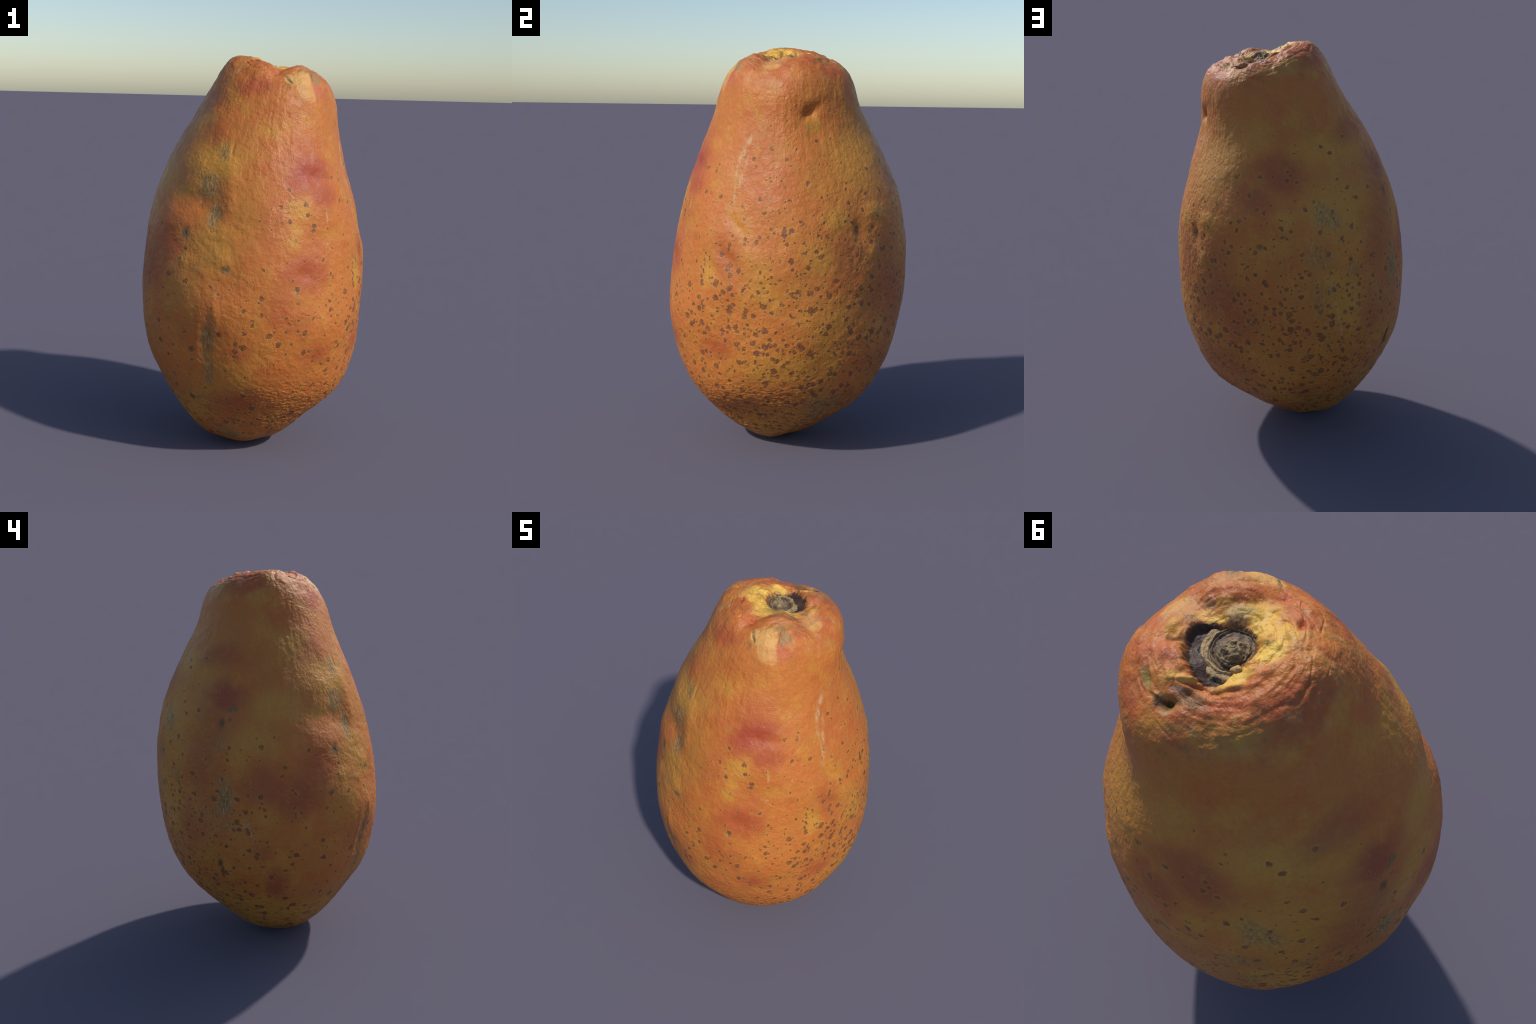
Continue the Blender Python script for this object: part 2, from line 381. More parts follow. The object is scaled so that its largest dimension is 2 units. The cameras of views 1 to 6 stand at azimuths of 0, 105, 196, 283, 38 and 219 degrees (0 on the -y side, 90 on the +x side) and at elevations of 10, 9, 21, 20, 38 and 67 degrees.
def frame(t, p):
    """point on the skin and its normal, sideways and stemward directions"""
    e = 1e-3
    dt = on_skin(t + e, p) - on_skin(t - e, p); dp = on_skin(t, p + e) - on_skin(t, p - e)
    n = np.cross(dt, dp); n /= np.linalg.norm(n)
    east = dp / np.linalg.norm(dp)
    return on_skin(t, p), n, east, np.cross(n, east)


def mark_frame(t, p, turn):
    P, n, e, u = frame(math.radians(t), math.radians(p))
    c, s = math.cos(math.radians(turn)), math.sin(math.radians(turn))
    return P, c * e + s * u, c * u - s * e, n


def smooth(x, lo, hi):
    x = np.clip((x - lo) / (hi - lo), 0, 1)
    return x * x * (3 - 2 * x)


PERM = rng.permutation(4096)
GRAD = rng.normal(size=(4096, 3)); GRAD /= np.linalg.norm(GRAD, axis=1, keepdims=True)


def noise(P):
    """gradient noise, about -0.7..0.7"""
    f0 = np.floor(P); f = P - f0; ii = f0.astype(np.int64); w = f * f * f * (f * (f * 6 - 15) + 10)
    out = 0
    for dx in (0, 1):
        hx = PERM[(ii[:, 0] + dx) & 4095]; wx = w[:, 0] if dx else 1 - w[:, 0]
        for dy in (0, 1):
            hy = PERM[(hx + ii[:, 1] + dy) & 4095]; wy = w[:, 1] if dy else 1 - w[:, 1]
            for dz in (0, 1):
                g = GRAD[PERM[(hy + ii[:, 2] + dz) & 4095]]
                wz = w[:, 2] if dz else 1 - w[:, 2]
                out = out + wx * wy * wz * (g[:, 0] * (f[:, 0] - dx) + g[:, 1] * (f[:, 1] - dy) + g[:, 2] * (f[:, 2] - dz))
    return out


def fbm(P, octaves=3, gain=0.5):
    s, a = 0, 1.0
    for k in range(octaves):
        s = s + a * noise(P * 2.0 ** k + 17.3 * k); a *= gain
    return s


def mesh_object(name, verts, quads, mat, parent, fans=()):
    me = bpy.data.meshes.new(name)
    nq = len(quads); tri = np.array(fans, np.int32).reshape(-1, 3)
    me.vertices.add(len(verts)); me.vertices.foreach_set("co", np.asarray(verts, np.float32).ravel())
    me.loops.add(nq * 4 + len(tri) * 3)
    me.loops.foreach_set("vertex_index", np.concatenate([np.asarray(quads, np.int32).ravel(), tri.ravel()]))
    me.polygons.add(nq + len(tri))
    start = np.concatenate([np.arange(nq) * 4, nq * 4 + np.arange(len(tri)) * 3]).astype(np.int32)
    me.polygons.foreach_set("loop_start", start)
    me.update(calc_edges=True); me.validate()
    me.shade_smooth()
    me.materials.append(mat)
    ob = bpy.data.objects.new(name, me); bpy.context.scene.collection.objects.link(ob)
    ob.parent = parent
    return ob


def grid_faces(rows, cols):
    a = np.arange(rows - 1)[:, None] * cols + np.arange(cols)[None]
    b = np.arange(rows - 1)[:, None] * cols + (np.arange(cols)[None] + 1) % cols
    return np.stack([a, a + cols, b + cols, b], -1).reshape(-1, 4)


# ---------------------------------------------------------------- skin mesh
ROWS, COLS = 760, 900
tt = np.linspace(0, math.pi, 4000)
mid = radius(tt, np.zeros_like(tt)) * 0 + np.mean([radius(tt, np.full_like(tt, p)) for p in np.linspace(0, 2 * np.pi, 12, endpoint=False)], 0)
arc = np.concatenate([[0], np.cumsum(np.hypot(np.diff(mid), mid[1:] * np.diff(tt)))])
stretch = np.where(tt < 0.36, 2.2, 1.0)               # finer rings over the crown
arc = np.concatenate([[0], np.cumsum(np.diff(arc) * stretch[1:])])
T = np.interp(np.linspace(0, arc[-1], ROWS + 2)[1:-1], arc, tt)
Pp = np.linspace(0, 2 * np.pi, COLS, endpoint=False)
tg, pg = np.meshgrid(T, Pp, indexing="ij")
V = on_skin(tg, pg)
dt = np.gradient(V, axis=0); dp = np.roll(V, -1, 1) - np.roll(V, 1, 1)
N = np.cross(dt, dp); N /= np.linalg.norm(N, axis=-1, keepdims=True)
# near the stem axis the normals are blended with the axis to stay clean
V = V.reshape(-1, 3); N = N.reshape(-1, 3); tf = tg.ravel(); pf = pg.ravel()
lift = np.zeros(len(V))

wob = np.stack([fbm(V * 14 + s, 2) for s in (0, 31, 77)], -1) * 0.012      # makes mark outlines irregular
for t, p, la, lb, turn, mm in RELIEF:
    C, A, B, Nn = mark_frame(t, p, turn)
    near = np.where(((V - C) ** 2).sum(1) < (2.2 * max(la, lb)) ** 2)[0]
    q = V[near] + wob[near] * min(1, lb / 0.025) - C
    d = np.sqrt((q @ A / la) ** 2 + (q @ B / lb) ** 2 + (q @ Nn / (1.5 * max(la, lb))) ** 2)
    lift[near] += mm * 1e-3 * np.exp(-1.5 * d ** 2) * (d < 2.2)

def tip_zone(P):
    return smooth(P[:, 2], 0.5, 0.3)


# broad unevenness, pebbling, drawn-in neck wrinkles, crackled shoulder of the tip
z = V[:, 2]
crown = 1 - smooth(tf, 0.22, 0.33)
lift += 0.0035 * fbm(V * 5.5, 2) + 0.0016 * fbm(V * 26 + 70, 2) + 0.0022 * fbm(V * 16 + 5, 2) * (1 + crown)
lift += 0.0011 * fbm(V * 45 + 9, 2) * (1 - tip_zone(V)) + 0.0005 * fbm(V * 120 + 2, 2)
neck = smooth(z, 1.25, 1.6) * (1 - crown)
lon = np.stack([np.cos(pf) * 0.35, np.sin(pf) * 0.35, z * 0.16], -1)
lift += neck * 0.0017 * fbm(lon * 36 + 3, 2)
def zone(t, p, dt, dp):
    q = (pf - math.radians(p) + math.pi) % (2 * math.pi) - math.pi
    return np.exp(-((tf - math.radians(t)) / math.radians(dt)) ** 2 - (q / math.radians(dp)) ** 2)


# warty, scabbed column on the ochre side; knobs round the upright crease
warts = 0.45 - np.abs(noise(V * 24 + 38)) - 0.5 * np.abs(noise(V * 41 + 6))
lift += (zone(64, -112, 28, 12) * 0.0035 + zone(66, 52, 16, 20) * 0.005) * warts
lift += zone(60, -118, 30, 18) * 0.0013 * fbm(V * 80 + 13, 2)
tip = smooth(z, 0.55, 0.3)
side = smooth(np.cos(pf + 0.35), -0.2, 0.7)
rough = tip * smooth(z, 0.03, 0.18) * (0.25 + 0.75 * side)
flat = np.stack([V[:, 0], V[:, 1], V[:, 2] * 2.0], -1)
lift += rough * (0.0075 * (0.25 - np.abs(fbm(flat * 28, 3))) + 0.003 * fbm(flat * 70, 2))
# the crown is gnarled: folds that run round the stem
ra = np.stack([(V - O) @ EX, (V - O) @ EY], -1)
rr = np.hypot(ra[:, 0] + 0.009, ra[:, 1] - 0.004)
fold = np.stack([np.cos(pf) * 2.2, np.sin(pf) * 2.2, rr * 46], -1)
crease = noise(fold * np.array([0.7, 0.7, 0.55]) + 0.9 * wob / 0.012 * 0.05 + 21)
lift -= crown * 0.0030 * (1 - smooth(np.abs(crease), 0.0, 0.07)) * smooth(noise(V * 9 + 50), -0.15, 0.15)
billow = np.abs(noise(V * 15 + 60)) + 0.35 * np.abs(noise(V * 32 + 12))
lift += crown * (0.0050 * fbm(fold + 40, 2) + 0.012 * (billow - 0.28) + 0.0008 * fbm(V * 60 + 60, 2))

# hollow in which the stem scar sits, deepest in the black gap on its +x +y side
wav = lambda k, s: noise(np.stack([np.cos(ang) * k + s, np.sin(ang) * k, 0 * ang], -1))
ang = np.arctan2(ra[:, 1] - 0.004, ra[:, 0] + 0.009)
gap = smooth(np.cos(ang - math.radians(52)), 0.0, 0.8)
rim = 0.063 + 0.060 * gap + 0.011 * wav(2.2, 0) + 0.008 * wav(6, 9) + 0.005 * wav(15, 4)
at_stem = tf < 1
pit = (1 - smooth(rr, rim - 0.010, rim + 0.010)) * at_stem
swell = np.exp(-((rr - rim - 0.018) / 0.014) ** 2) * at_stem         # the flesh bulges round the hollow in uneven lobes
lift += swell * (0.003 + 0.008 * wav(4.5, 3) + 0.004 * fbm(V * 40 + 90, 2))
lift *= 1 - 0.7 * pit
lift -= pit * (0.014 + 0.007 * gap) + 0.008 * (1 - smooth(rr, rim, rim + 0.06)) * at_stem
axial = (smooth(0.16 - rr, 0, 0.05) * (tf < 1))[:, None]
Nd = N * (1 - axial) + AX * axial; Nd /= np.linalg.norm(Nd, axis=1, keepdims=True)
V = V + Nd * lift[:, None]

top = V[:COLS].mean(0); bot = V[-COLS:].mean(0)
verts = np.vstack([V, top, bot])
quads = grid_faces(ROWS, COLS)
k = np.arange(COLS); k1 = (k + 1) % COLS; last = (ROWS - 1) * COLS
fans = np.concatenate([np.stack([np.full(COLS, ROWS * COLS), k, k1], -1),
                       np.stack([np.full(COLS, ROWS * COLS + 1), last + k1, last + k], -1)])
low = verts[:, 2].min()
verts[:, 2] -= low * smooth(0.5 - verts[:, 2], 0, 0.5)     # the tip touches z = 0
verts[:, 2] = np.minimum(verts[:, 2], 2.0)


# ---------------------------------------------------------------- materials
class Nodes:
    def __init__(self, name):
        self.mat = bpy.data.materials.new(name); self.mat.use_nodes = True; self.before = None
        self.t = self.mat.node_tree; self.t.nodes.clear()
        self.out = self.add("ShaderNodeOutputMaterial"); self.bsdf = self.add("ShaderNodeBsdfPrincipled")
        self.t.links.new(self.bsdf.outputs[0], self.out.inputs[0])
        self.co = self.add("ShaderNodeTexCoord").outputs["Object"]

    def add(self, kind, **kw):
        n = self.t.nodes.new(kind)
        for a, v in kw.items():
            setattr(n, a, v)
        return n

    def put(self, sock, v):
        if isinstance(v, bpy.types.NodeSocket):
            self.t.links.new(v, sock)
        elif v is not None:
            sock.default_value = v

    def math(self, op, a, b=None, clamp=False):
        n = self.add("ShaderNodeMath", operation=op, use_clamp=clamp)
        self.put(n.inputs[0], a); self.put(n.inputs[1], b)
        return n.outputs[0]

    def vmath(self, op, a, b=None, scale=None):
        n = self.add("ShaderNodeVectorMath", operation=op)
        self.put(n.inputs[0], a); self.put(n.inputs[1], b)
        if scale is not None:
            self.put(n.inputs["Scale"], scale)
        return n.outputs["Value"] if op in ("LENGTH", "DOT_PRODUCT", "DISTANCE") else n.outputs["Vector"]

    def ramp(self, v, lo, hi, a=0.0, b=1.0):
        n = self.add("ShaderNodeMapRange", interpolation_type="SMOOTHSTEP")
        for i, x in enumerate((v, lo, hi, a, b)):
            self.put(n.inputs[i], x)
        return n.outputs[0]

    def noise(self, scale, detail=2.0, rough=0.5, co=None, color=False):
        n = self.add("ShaderNodeTexNoise")
        self.put(n.inputs["Vector"], co or self.co); n.inputs["Scale"].default_value = scale
        n.inputs["Detail"].default_value = detail; n.inputs["Roughness"].default_value = rough
        return n.outputs["Color" if color else "Fac"]

    def stretch(self, co, scale, loc=(0, 0, 0)):
        n = self.add("ShaderNodeMapping"); self.put(n.inputs["Vector"], co)
        n.inputs["Scale"].default_value = scale; n.inputs["Location"].default_value = loc
        return n.outputs[0]

    def mix(self, fac, a, b, mode="MIX"):
        n = self.add("ShaderNodeMix", data_type="RGBA", blend_type=mode)
        self.put(n.inputs[0], fac)
        for s, v in ((n.inputs[6], a), (n.inputs[7], b)):
            self.put(s, (*v, 1) if isinstance(v, tuple) and len(v) == 3 else v)
        return n.outputs[2]

    def wobble(self, co, scale, amount, detail=2.0):
        c = self.vmath("SUBTRACT", self.noise(scale, detail, 0.55, co, True), (0.5, 0.5, 0.5))
        return self.vmath("ADD", co, self.vmath("SCALE", c, scale=amount))

    def spot(self, co, t, p, la, lb, turn, strength, soft=0.8):
        """soft-edged oval patch lying on the skin"""
        P, A, B, n = mark_frame(t, p, turn)
        # the previous patch is fed in with no weight: that makes the renderer work them out one after the other
        # (all at once they would not fit its memory)
        if self.before is not None:
            k = self.add("ShaderNodeVectorMath", operation="MULTIPLY_ADD")
            self.put(k.inputs[0], self.before); k.inputs[1].default_value = (1e-7,) * 3; self.put(k.inputs[2], co)
            co = k.outputs[0]
        m = self.add("ShaderNodeMapping", vector_type="TEXTURE"); self.put(m.inputs["Vector"], co)
        m.inputs["Location"].default_value = P
        m.inputs["Rotation"].default_value = Matrix((A, B, n)).transposed().to_euler()
        m.inputs["Scale"].default_value = (la, lb, max(la, lb, 0.03) * 1.3)
        self.before = self.ramp(self.vmath("LENGTH", m.outputs[0]), 1 + soft / 2, 1 - soft / 2 - 0.15, 0.0, strength)
        return self.before

    def join(self, masks):
        """strongest of several masks (each made only when it is needed)"""
        s = None
        for m in masks:
            s = m if s is None else self.math("MAXIMUM", s, m)
        return s

    def bump(self, height, strength, dist, normal=None):
        n = self.add("ShaderNodeBump"); n.inputs["Strength"].default_value = strength
        n.inputs["Distance"].default_value = dist
        self.put(n.inputs["Height"], height); self.put(n.inputs["Normal"], normal)
        return n.outputs[0]


HUE = {
    "red": (0.43, 0.085, 0.026), "pink": (0.53, 0.135, 0.065), "yellow": (0.78, 0.48, 0.085), "olive": (0.37, 0.235, 0.05),
    "brown": (0.15, 0.085, 0.035), "tan": (0.52, 0.27, 0.10), "beige": (0.64, 0.33, 0.095), "green": (0.31, 0.20, 0.045),
    "darkgreen": (0.055, 0.06, 0.012), "black": (0.03, 0.022, 0.014), "grey": (0.32, 0.25, 0.19), "dark": (0.14, 0.085, 0.04),
    "brown scab": (0.30, 0.18, 0.065),
}


def skin_material():
    n = Nodes("papaya_skin")
    co = n.co
    sep = n.add("ShaderNodeSeparateXYZ"); n.put(sep.inputs[0], co); x, y, zz = sep.outputs
    loose = n.wobble(n.wobble(co, 5, 0.10), 26, 0.035)      # ragged outlines for blushes
    tight = n.wobble(n.wobble(co, 30, 0.022), 120, 0.008)   # for small scars
    # ground colour: orange where it ripened, ochre on the other side
    ripe = n.math("ADD", n.vmath("DOT_PRODUCT", co, (0.62, -0.72, 0.15)), n.math("MULTIPLY", n.math("SUBTRACT", n.noise(3.2, 3, 0.55), 0.5), 1.3))
    col = n.mix(n.ramp(ripe, -0.55, 0.5), OCHRE, ORANGE)
    blot = n.noise(6.5, 5, 0.65)
    col = n.mix(n.ramp(blot, 0.46, 0.66, 0, 0.6), col, DEEP)
    col = n.mix(n.ramp(n.noise(9, 5, 0.65, n.stretch(co, (1, 1, 0.7), (8, 3, 2))), 0.5, 0.68, 0, 0.5), col, YELLOW)
    col = n.mix(n.ramp(n.noise(11, 3, 0.6, n.stretch(co, (1, 1, 0.55), (3, 1, 7))), 0.5, 0.75, 0, 0.6), col, OCHRE)
    col = n.mix(n.join(n.spot(loose, *q, soft=1.1) for q in YEL), col, YELLOW)
    red = n.join(n.spot(loose, *q, soft=1.1) for q in RED)
    red = n.math("MULTIPLY", red, n.ramp(n.noise(15, 4, 0.65, n.stretch(co, (1, 1, 0.45))), 0.3, 0.56, 0.68, 1.0))
    col = n.mix(red, col, n.mix(n.ramp(ripe, -0.2, 0.5), REDB, REDF))
    # fine mottling
    col = n.mix(n.ramp(n.noise(70, 3, 0.6), 0.4, 0.72, 0, 0.38), col, n.mix(0.6, col, (0.25, 0.10, 0.03)))
    # freckles: more of them low down and on the shaded flank, hardly any on the front and the crown
    back = n.ramp(n.vmath("DOT_PRODUCT", co, (0.45, 0.88, 0.0)), -0.6, 0.4)
    dens = n.math("MULTIPLY", n.ramp(zz, 1.55, 0.7), n.math("ADD", n.math("MULTIPLY", back, 0.66), 0.30))
    dens = n.math("ADD", dens, n.math("MULTIPLY", back, n.ramp(zz, 1.85, 1.2, 0, 0.45)))
    jag = n.wobble(n.wobble(co, 42, 0.018), 130, 0.009, 3.0)
    ragged = n.math("MULTIPLY", n.math("SUBTRACT", n.noise(78, 3, 0.6), 0.5), 0.42)
    halo, spots = [], []
    for scale, rmin, rmax, share, seed in ((24.5, 0.22, 0.44, 0.40, 0.0), (37.0, 0.18, 0.32, 0.44, 4.3)):
        v = n.add("ShaderNodeTexVoronoi", feature="F1"); n.put(v.inputs["Vector"], n.stretch(jag, (1, 1, 1), (seed,) * 3))
        v.inputs["Scale"].default_value = scale
        rnd = n.add("ShaderNodeSeparateColor"); n.put(rnd.inputs[0], v.outputs["Color"])
        live = n.ramp(n.math("SUBTRACT", n.math("MULTIPLY", dens, share + 0.30), rnd.outputs[0]), 0.0, 0.06)
        r = n.math("MULTIPLY", n.math("ADD", n.math("MULTIPLY", n.math("MULTIPLY", rnd.outputs[1], n.ramp(zz, 1.4, 0.6, 0.42, 1.0)), rmax - rmin), rmin), live)
        d = n.math("ADD", n.math("SUBTRACT", v.outputs["Distance"], r), ragged)
        spots.append(n.math("MULTIPLY", n.ramp(d, 0.05, -0.08), live)); halo.append(n.math("MULTIPLY", n.ramp(d, 0.28, 0.0, 0, 0.45), live))
    col = n.mix(n.join(halo), col, n.mix(0.6, col, YELLOW))
    # darker smears where freckles run together round the tip
    smear = n.math("MULTIPLY", n.ramp(n.noise(17, 3, 0.6, n.stretch(co, (1, 1, 1.7))), 0.53, 0.66), n.ramp(zz, 0.42, 0.24, 0, 0.55))
    col = n.mix(smear, col, (0.17, 0.085, 0.03))
    spot = n.join(spots)
    col = n.mix(n.math("MULTIPLY", spot, n.ramp(n.noise(55, 3), 0.3, 0.6, 0.55, 0.9)), col, FRECKLE)
    # pale specks over the upper front
    v = n.add("ShaderNodeTexVoronoi", feature="F1"); n.put(v.inputs["Vector"], co); v.inputs["Scale"].default_value = 46
    rnd = n.add("ShaderNodeSeparateColor"); n.put(rnd.inputs[0], v.outputs["Color"])
    speck = n.math("MULTIPLY", n.ramp(v.outputs["Distance"], 0.14, 0.05), n.math("MULTIPLY", n.ramp(rnd.outputs[0], 0.5, 0.45), n.ramp(zz, 0.95, 1.3, 0, 0.6)))
    col = n.mix(speck, col, n.mix(rnd.outputs[1], (0.30, 0.13, 0.06), (0.62, 0.34, 0.13)))
    # scars
    fib = n.ramp(n.noise(120, 3, 0.65, n.stretch(co, (1, 1, 0.5))), 0.36, 0.56, 0.15, 1.0)
    dark = n.join(n.spot(tight, *q, soft=0.9) for q in DARK)
    col = n.mix(n.math("MULTIPLY", dark, 0.9), col, (0.085, 0.062, 0.026))
    grey = n.join(n.spot(tight, *q, soft=0.9) for q in GREY)
    fibre = n.ramp(n.noise(95, 3, 0.7, n.stretch(co, (1, 1, 0.3))), 0.42, 0.62)
    col = n.mix(n.math("MULTIPLY", grey, n.math("ADD", n.math("MULTIPLY", fib, 0.85), 0.12)), col, n.mix(fibre, (0.15, 0.105, 0.036), (0.37, 0.27, 0.115)))
    pale = n.join(n.spot(tight, *q, soft=0.8) for q in PALE)
    strand = n.ramp(n.noise(60, 4, 0.7, n.stretch(co, (1, 1, 0.35))), 0.4, 0.58, 0.08, 0.9)
    col = n.mix(n.math("MULTIPLY", pale, strand), col, (0.54, 0.33, 0.15))
    # crown
    gn = n.wobble(n.wobble(co, 20, 0.034), 75, 0.014)
    on_crown = n.ramp(n.vmath("DOT_PRODUCT", co, tuple(AX)), 1.80, 1.88)
    col = n.mix(n.math("MULTIPLY", on_crown, n.ramp(n.noise(13, 4, 0.65), 0.45, 0.7, 0, 0.6)), col, HUE["red"])
    col = n.mix(n.math("MULTIPLY", on_crown, n.ramp(n.noise(19, 4, 0.65, n.stretch(co, (1, 1, 1), (5, 2, 1))), 0.5, 0.72, 0, 0.6)), col, HUE["tan"])
    col = n.mix(n.math("MULTIPLY", on_crown, n.ramp(n.noise(27, 5, 0.7, n.stretch(co, (1, 1, 1), (2, 9, 4))), 0.54, 0.68, 0, 0.5)), col, HUE["brown"])
    for kind in ("red", "pink", "tan", "yellow", "olive", "brown", "grey", "brown scab", "beige", "dark", "green", "black", "darkgreen"):
        group = [q[1:] for q in CROWN if q[0] == kind]
        if group:
            hard = 0.25 if kind in ("beige", "brown scab") else 0.9
            m = n.join(n.spot(gn, *q, soft=hard) for q in group)
            if kind in ("brown", "grey", "tan", "dark"):
                m = n.math("MULTIPLY", m, n.ramp(n.noise(38, 3, 0.65), 0.3, 0.55, 0.35, 1.0))
            col = n.mix(m, col, HUE[kind])
    # hollow round the stem scar: brown wall, black gap on one side
    P0 = O + AX * 0.985 - EX * 0.009 + EY * 0.004
    m = n.add("ShaderNodeMapping", vector_type="TEXTURE"); n.put(m.inputs["Vector"], gn)
    m.inputs["Location"].default_value = P0
    m.inputs["Rotation"].default_value = Matrix((EX, EY, AX)).transposed().to_euler()
    s2 = n.add("ShaderNodeSeparateXYZ"); n.put(s2.inputs[0], m.outputs[0]); a, b, _ = s2.outputs
    lr = n.math("SQRT", n.math("ADD", n.math("MULTIPLY", a, a), n.math("MULTIPLY", b, b)))
    toward = n.math("DIVIDE", n.math("ADD", n.math("MULTIPLY", a, 0.67), n.math("MULTIPLY", b, 0.74)), n.math("ADD", lr, 0.001))
    rim = n.ramp(toward, 0.0, 0.8, 0.064, 0.124)
    inside = n.ramp(n.math("SUBTRACT", lr, rim), 0.010, -0.004)
    col = n.mix(n.math("MULTIPLY", inside, 0.92), col, n.mix(n.ramp(toward, 0.0, 0.5), HUE["brown"], (0.018, 0.016, 0.015)))
    n.put(n.bsdf.inputs["Base Color"], col)
    n.put(n.bsdf.inputs["Roughness"], n.ramp(n.noise(24, 3), 0.3, 0.7, 0.43, 0.58))
    n.bsdf.inputs["Specular IOR Level"].default_value = 0.42
    # grain
    pore = n.noise(150, 3, 0.6)
    peb = n.noise(62, 2, 0.5, n.wobble(co, 20, 0.03))
    lon = n.noise(60, 3, 0.6, n.stretch(co, (1, 1, 0.22)))
    nk = n.ramp(zz, 1.2, 1.6)
    nor = n.bump(n.math("ADD", n.math("MULTIPLY", lon, n.math("MULTIPLY", nk, 0.65)), n.math("MULTIPLY", peb, n.ramp(n.noise(5, 2, 0.5), 0.35, 0.65, 0.25, 1.0))), 0.58, 0.0075)
    nor = n.bump(pore, 0.55, 0.003, nor)
    nor = n.bump(spot, 0.5, -0.003, nor)
    crk = n.noise(75, 4, 0.65, n.stretch(co, (1, 1, 1.6)))
    nor = n.bump(n.math("MULTIPLY", crk, n.math("ADD", n.math("MULTIPLY", n.ramp(zz, 0.52, 0.3), 1.3), n.math("MULTIPLY", on_crown, 0.18))), 0.7, 0.007, nor)
    n.put(n.bsdf.inputs["Normal"], nor)
    return n.mat


def wood_material(name, light, dark, ring=False):
    n = Nodes(name); co = n.wobble(n.co, 34, 0.020)
    m = n.add("ShaderNodeMapping", vector_type="TEXTURE"); n.put(m.inputs["Vector"], co)
    m.inputs["Location"].default_value = SEAT
    m.inputs["Rotation"].default_value = Matrix((EX, EY, AX)).transposed().to_euler()
    sx = n.add("ShaderNodeSeparateXYZ"); n.put(sx.inputs[0], m.outputs[0]); u, w, _ = sx.outputs
    r = n.math("SQRT", n.math("ADD", n.math("MULTIPLY", u, u), n.math("MULTIPLY", w, w)))
    g = n.ramp(n.noise(55, 4, 0.65), 0.3, 0.7)
    col = n.mix(g, dark, light)
    if ring:
        # grey-brown heart, fine dark and pale rings, tan apron, black towards the edge of the hollow
        line = n.math("MULTIPLY", n.math("SINE", n.math("MULTIPLY", r, 900.0)), 0.5)
        rings = n.math("MULTIPLY", n.ramp(line, -0.2, 0.4), n.ramp(n.noise(30, 3), 0.35, 0.6))
        col = n.mix(n.math("MULTIPLY", n.ramp(r, 0.036, 0.044), n.math("MULTIPLY", rings, 0.8)), col, (0.045, 0.032, 0.024))
        col = n.mix(n.math("MULTIPLY", n.ramp(r, 0.060, 0.066), 0.85), col, n.mix(rings, (0.44, 0.30, 0.135), (0.16, 0.10, 0.05)))
        col = n.mix(n.ramp(n.math("ADD", r, n.math("MULTIPLY", n.noise(28, 3), 0.03)), 0.102, 0.110), col, n.mix(n.ramp(n.noise(45, 3), 0.4, 0.7), (0.018, 0.017, 0.018), (0.06, 0.055, 0.055)))
    n.put(n.bsdf.inputs["Base Color"], col)
    n.bsdf.inputs["Roughness"].default_value = 0.62
    n.put(n.bsdf.inputs["Normal"], n.bump(n.noise(130, 4, 0.7), 0.6, 0.004))
    return n.mat


# ---------------------------------------------------------------- build
papaya = bpy.data.objects.new("papaya", None)
bpy.context.scene.collection.objects.link(papaya)
papaya["label"] = "ripe orange papaya standing upright, freckled and blushed red"
papaya["category"] = "papaya"

SEAT = O + AX * 0.980 - EX * 0.009 + EY * 0.004
skin = mesh_object("skin", verts, quads, skin_material(), papaya, fans)


def disc(name, rows, cols, rmax, height, mat, parent, squash=1.0, off=(0, 0)):
    """round plate in the plane across the stem axis; height(r, angle) gives its relief"""
    r = np.linspace(0.002, 1, rows)[:, None] * np.ones((1, cols)); a = np.linspace(0, 2 * np.pi, cols, endpoint=False)[None] + 0 * r
    R = rmax(a) * r
    u, w = R * np.cos(a) + off[0], R * np.sin(a) * squash + off[1]
    h = height(r.ravel(), a.ravel(), u.ravel(), w.ravel())
    P = SEAT + u.ravel()[:, None] * EX + w.ravel()[:, None] * EY + h[:, None] * AX
    c = P[:cols].mean(0)
    k = np.arange(cols)
    fan = np.stack([np.full(cols, rows * cols), k, (k + 1) % cols], -1)
    return mesh_object(name, np.vstack([P, c]), grid_faces(rows, cols), mat, parent, fan)


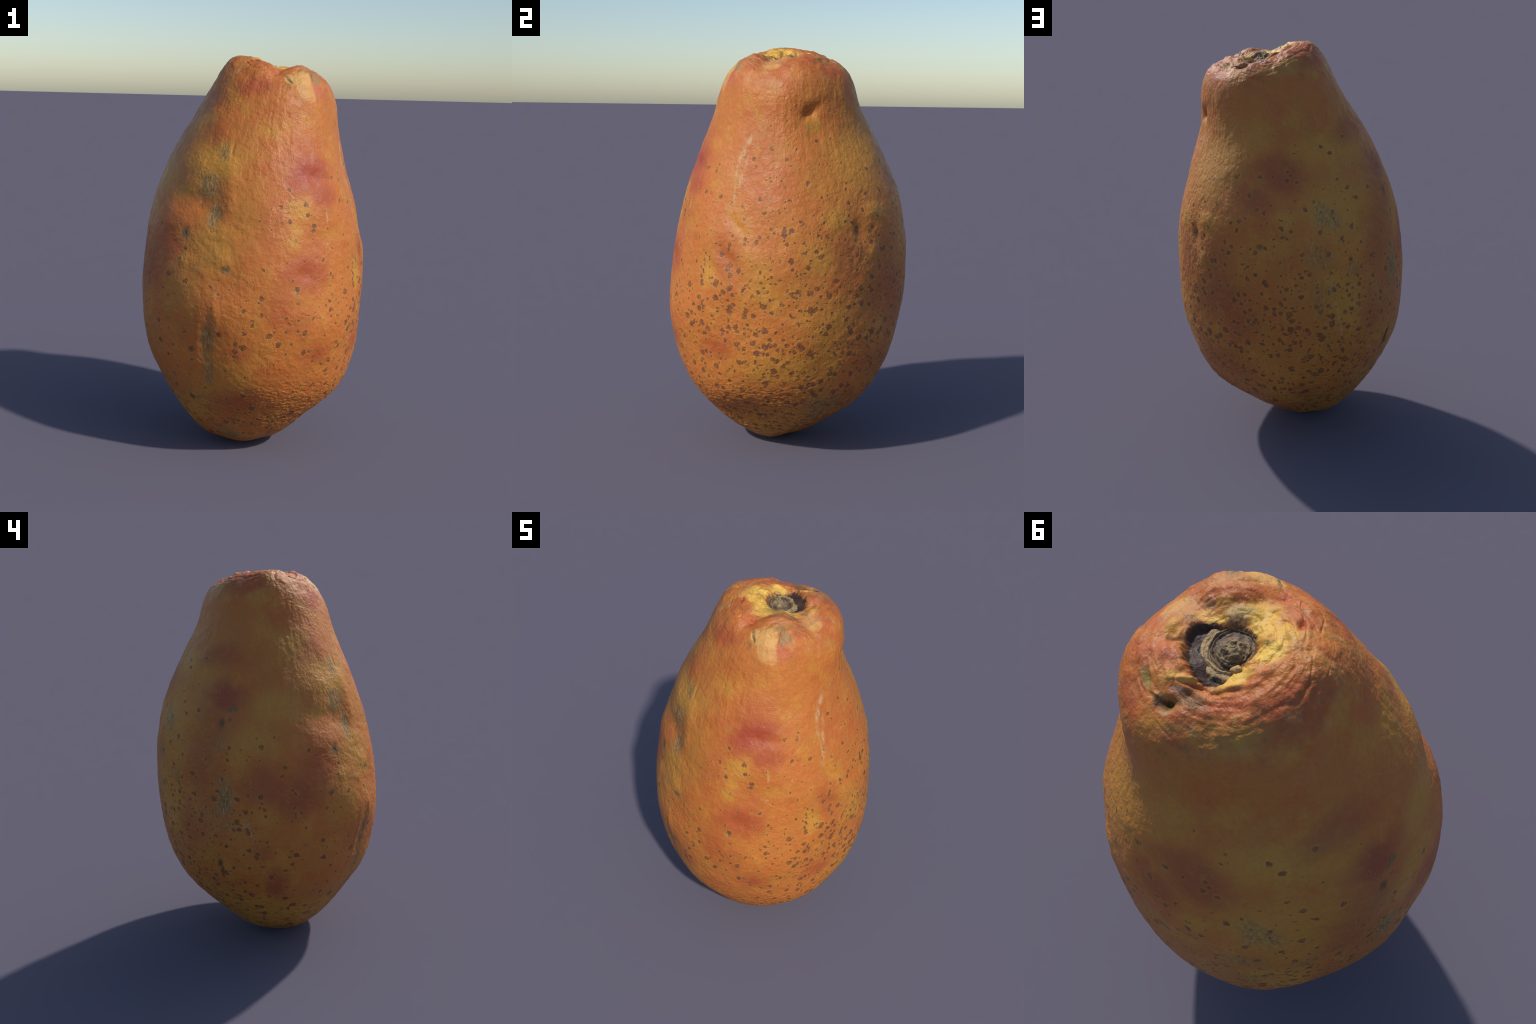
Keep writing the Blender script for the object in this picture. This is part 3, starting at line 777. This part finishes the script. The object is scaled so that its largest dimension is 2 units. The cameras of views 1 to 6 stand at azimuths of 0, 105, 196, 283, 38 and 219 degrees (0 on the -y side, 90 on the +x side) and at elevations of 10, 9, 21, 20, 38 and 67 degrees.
def scar_height(r, a, u, w):
    """cut end of the stalk: lumpy heart, thin rings with dark clefts, a paler apron towards the gap"""
    P = np.stack([u, w, 0 * u], -1)
    d = np.hypot(u, w) / 0.060 + 0.13 * noise(P * 24) + 0.05 * noise(P * 70)
    h = 0.0035 * fbm(P * 55, 3) + 0.0015 * fbm(P * 150, 2)
    cleft = lambda at, wide, deep: -deep * np.exp(-((d - at) / wide) ** 2)
    facing = 0.5 + 0.5 * np.cos(a - 2.3)                       # the widest cleft is on the -x +y side
    h += cleft(0.88, 0.08, 0.003 + 0.013 * facing ** 2) + cleft(1.05, 0.04, 0.006) + cleft(1.27, 0.03, 0.003)
    h += 0.003 * np.exp(-((d - 0.97) / 0.04) ** 2) + 0.002 * np.exp(-((d - 1.15) / 0.05) ** 2) + 0.004 * np.abs(fbm(P * 34 + 7, 2))
    sunk = smooth(d, 1.45, 1.7)                                 # black, shrivelled floor of the gap
    h += sunk * (-0.010 + 0.007 * fbm(P * 48 + 5, 3)) - 0.004 * smooth(d, 1.1, 1.4) - 0.010 * smooth(r, 0.96, 1.0)
    return h


scar = disc("stem_scar", 110, 260, lambda a: 0.070 + 0.066 * smooth(np.cos(a - 0.9), 0.0, 0.8) + 0.002 * np.sin(5 * a + 1),
            scar_height, wood_material("stem_scar_wood", (0.25, 0.16, 0.088), (0.085, 0.052, 0.032), True), papaya)


def core_height(r, a, u, w):
    P = np.stack([u, w, 0 * u], -1)
    return 0.004 + 0.013 * (1 - smooth(r, 0.6, 1.0)) * (0.1 + 2.2 * np.abs(fbm(P * 27 + 2, 3))) - 0.014 * smooth(r, 0.88, 1.0) + 0.003 * fbm(P * 110, 2)


core = disc("stem_core", 70, 160, lambda a: 0.042 + 0.004 * np.sin(2 * a + 0.6) + 0.002 * np.sin(5 * a) + 0.0015 * np.sin(11 * a),
            core_height, wood_material("stem_core_wood", (0.34, 0.24, 0.105), (0.105, 0.065, 0.038)), scar, off=(-0.006, 0.004))

# dry crumb lodged at the edge of the hollow
bm = bmesh.new(); bmesh.ops.create_icosphere(bm, subdivisions=4, radius=1)
co = np.array([v.co for v in bm.verts])
Cn, A, B, Nn = mark_frame(4.6, 138, -8)
co = co * (1 + 0.35 * fbm(co * 1.6 + 3, 3))[:, None]
for v, q in zip(bm.verts, co):
    v.co = Cn - Nn * 0.006 + A * (0.016 * q[0]) + B * (0.010 * q[1]) + Nn * (0.010 * q[2])
me = bpy.data.meshes.new("dry_crumb"); bm.to_mesh(me); bm.free(); me.shade_smooth()
me.materials.append(wood_material("crumb_bark", (0.55, 0.33, 0.12), (0.30, 0.17, 0.06)))
crumb = bpy.data.objects.new("dry_crumb", me); bpy.context.scene.collection.objects.link(crumb); crumb.parent = papaya
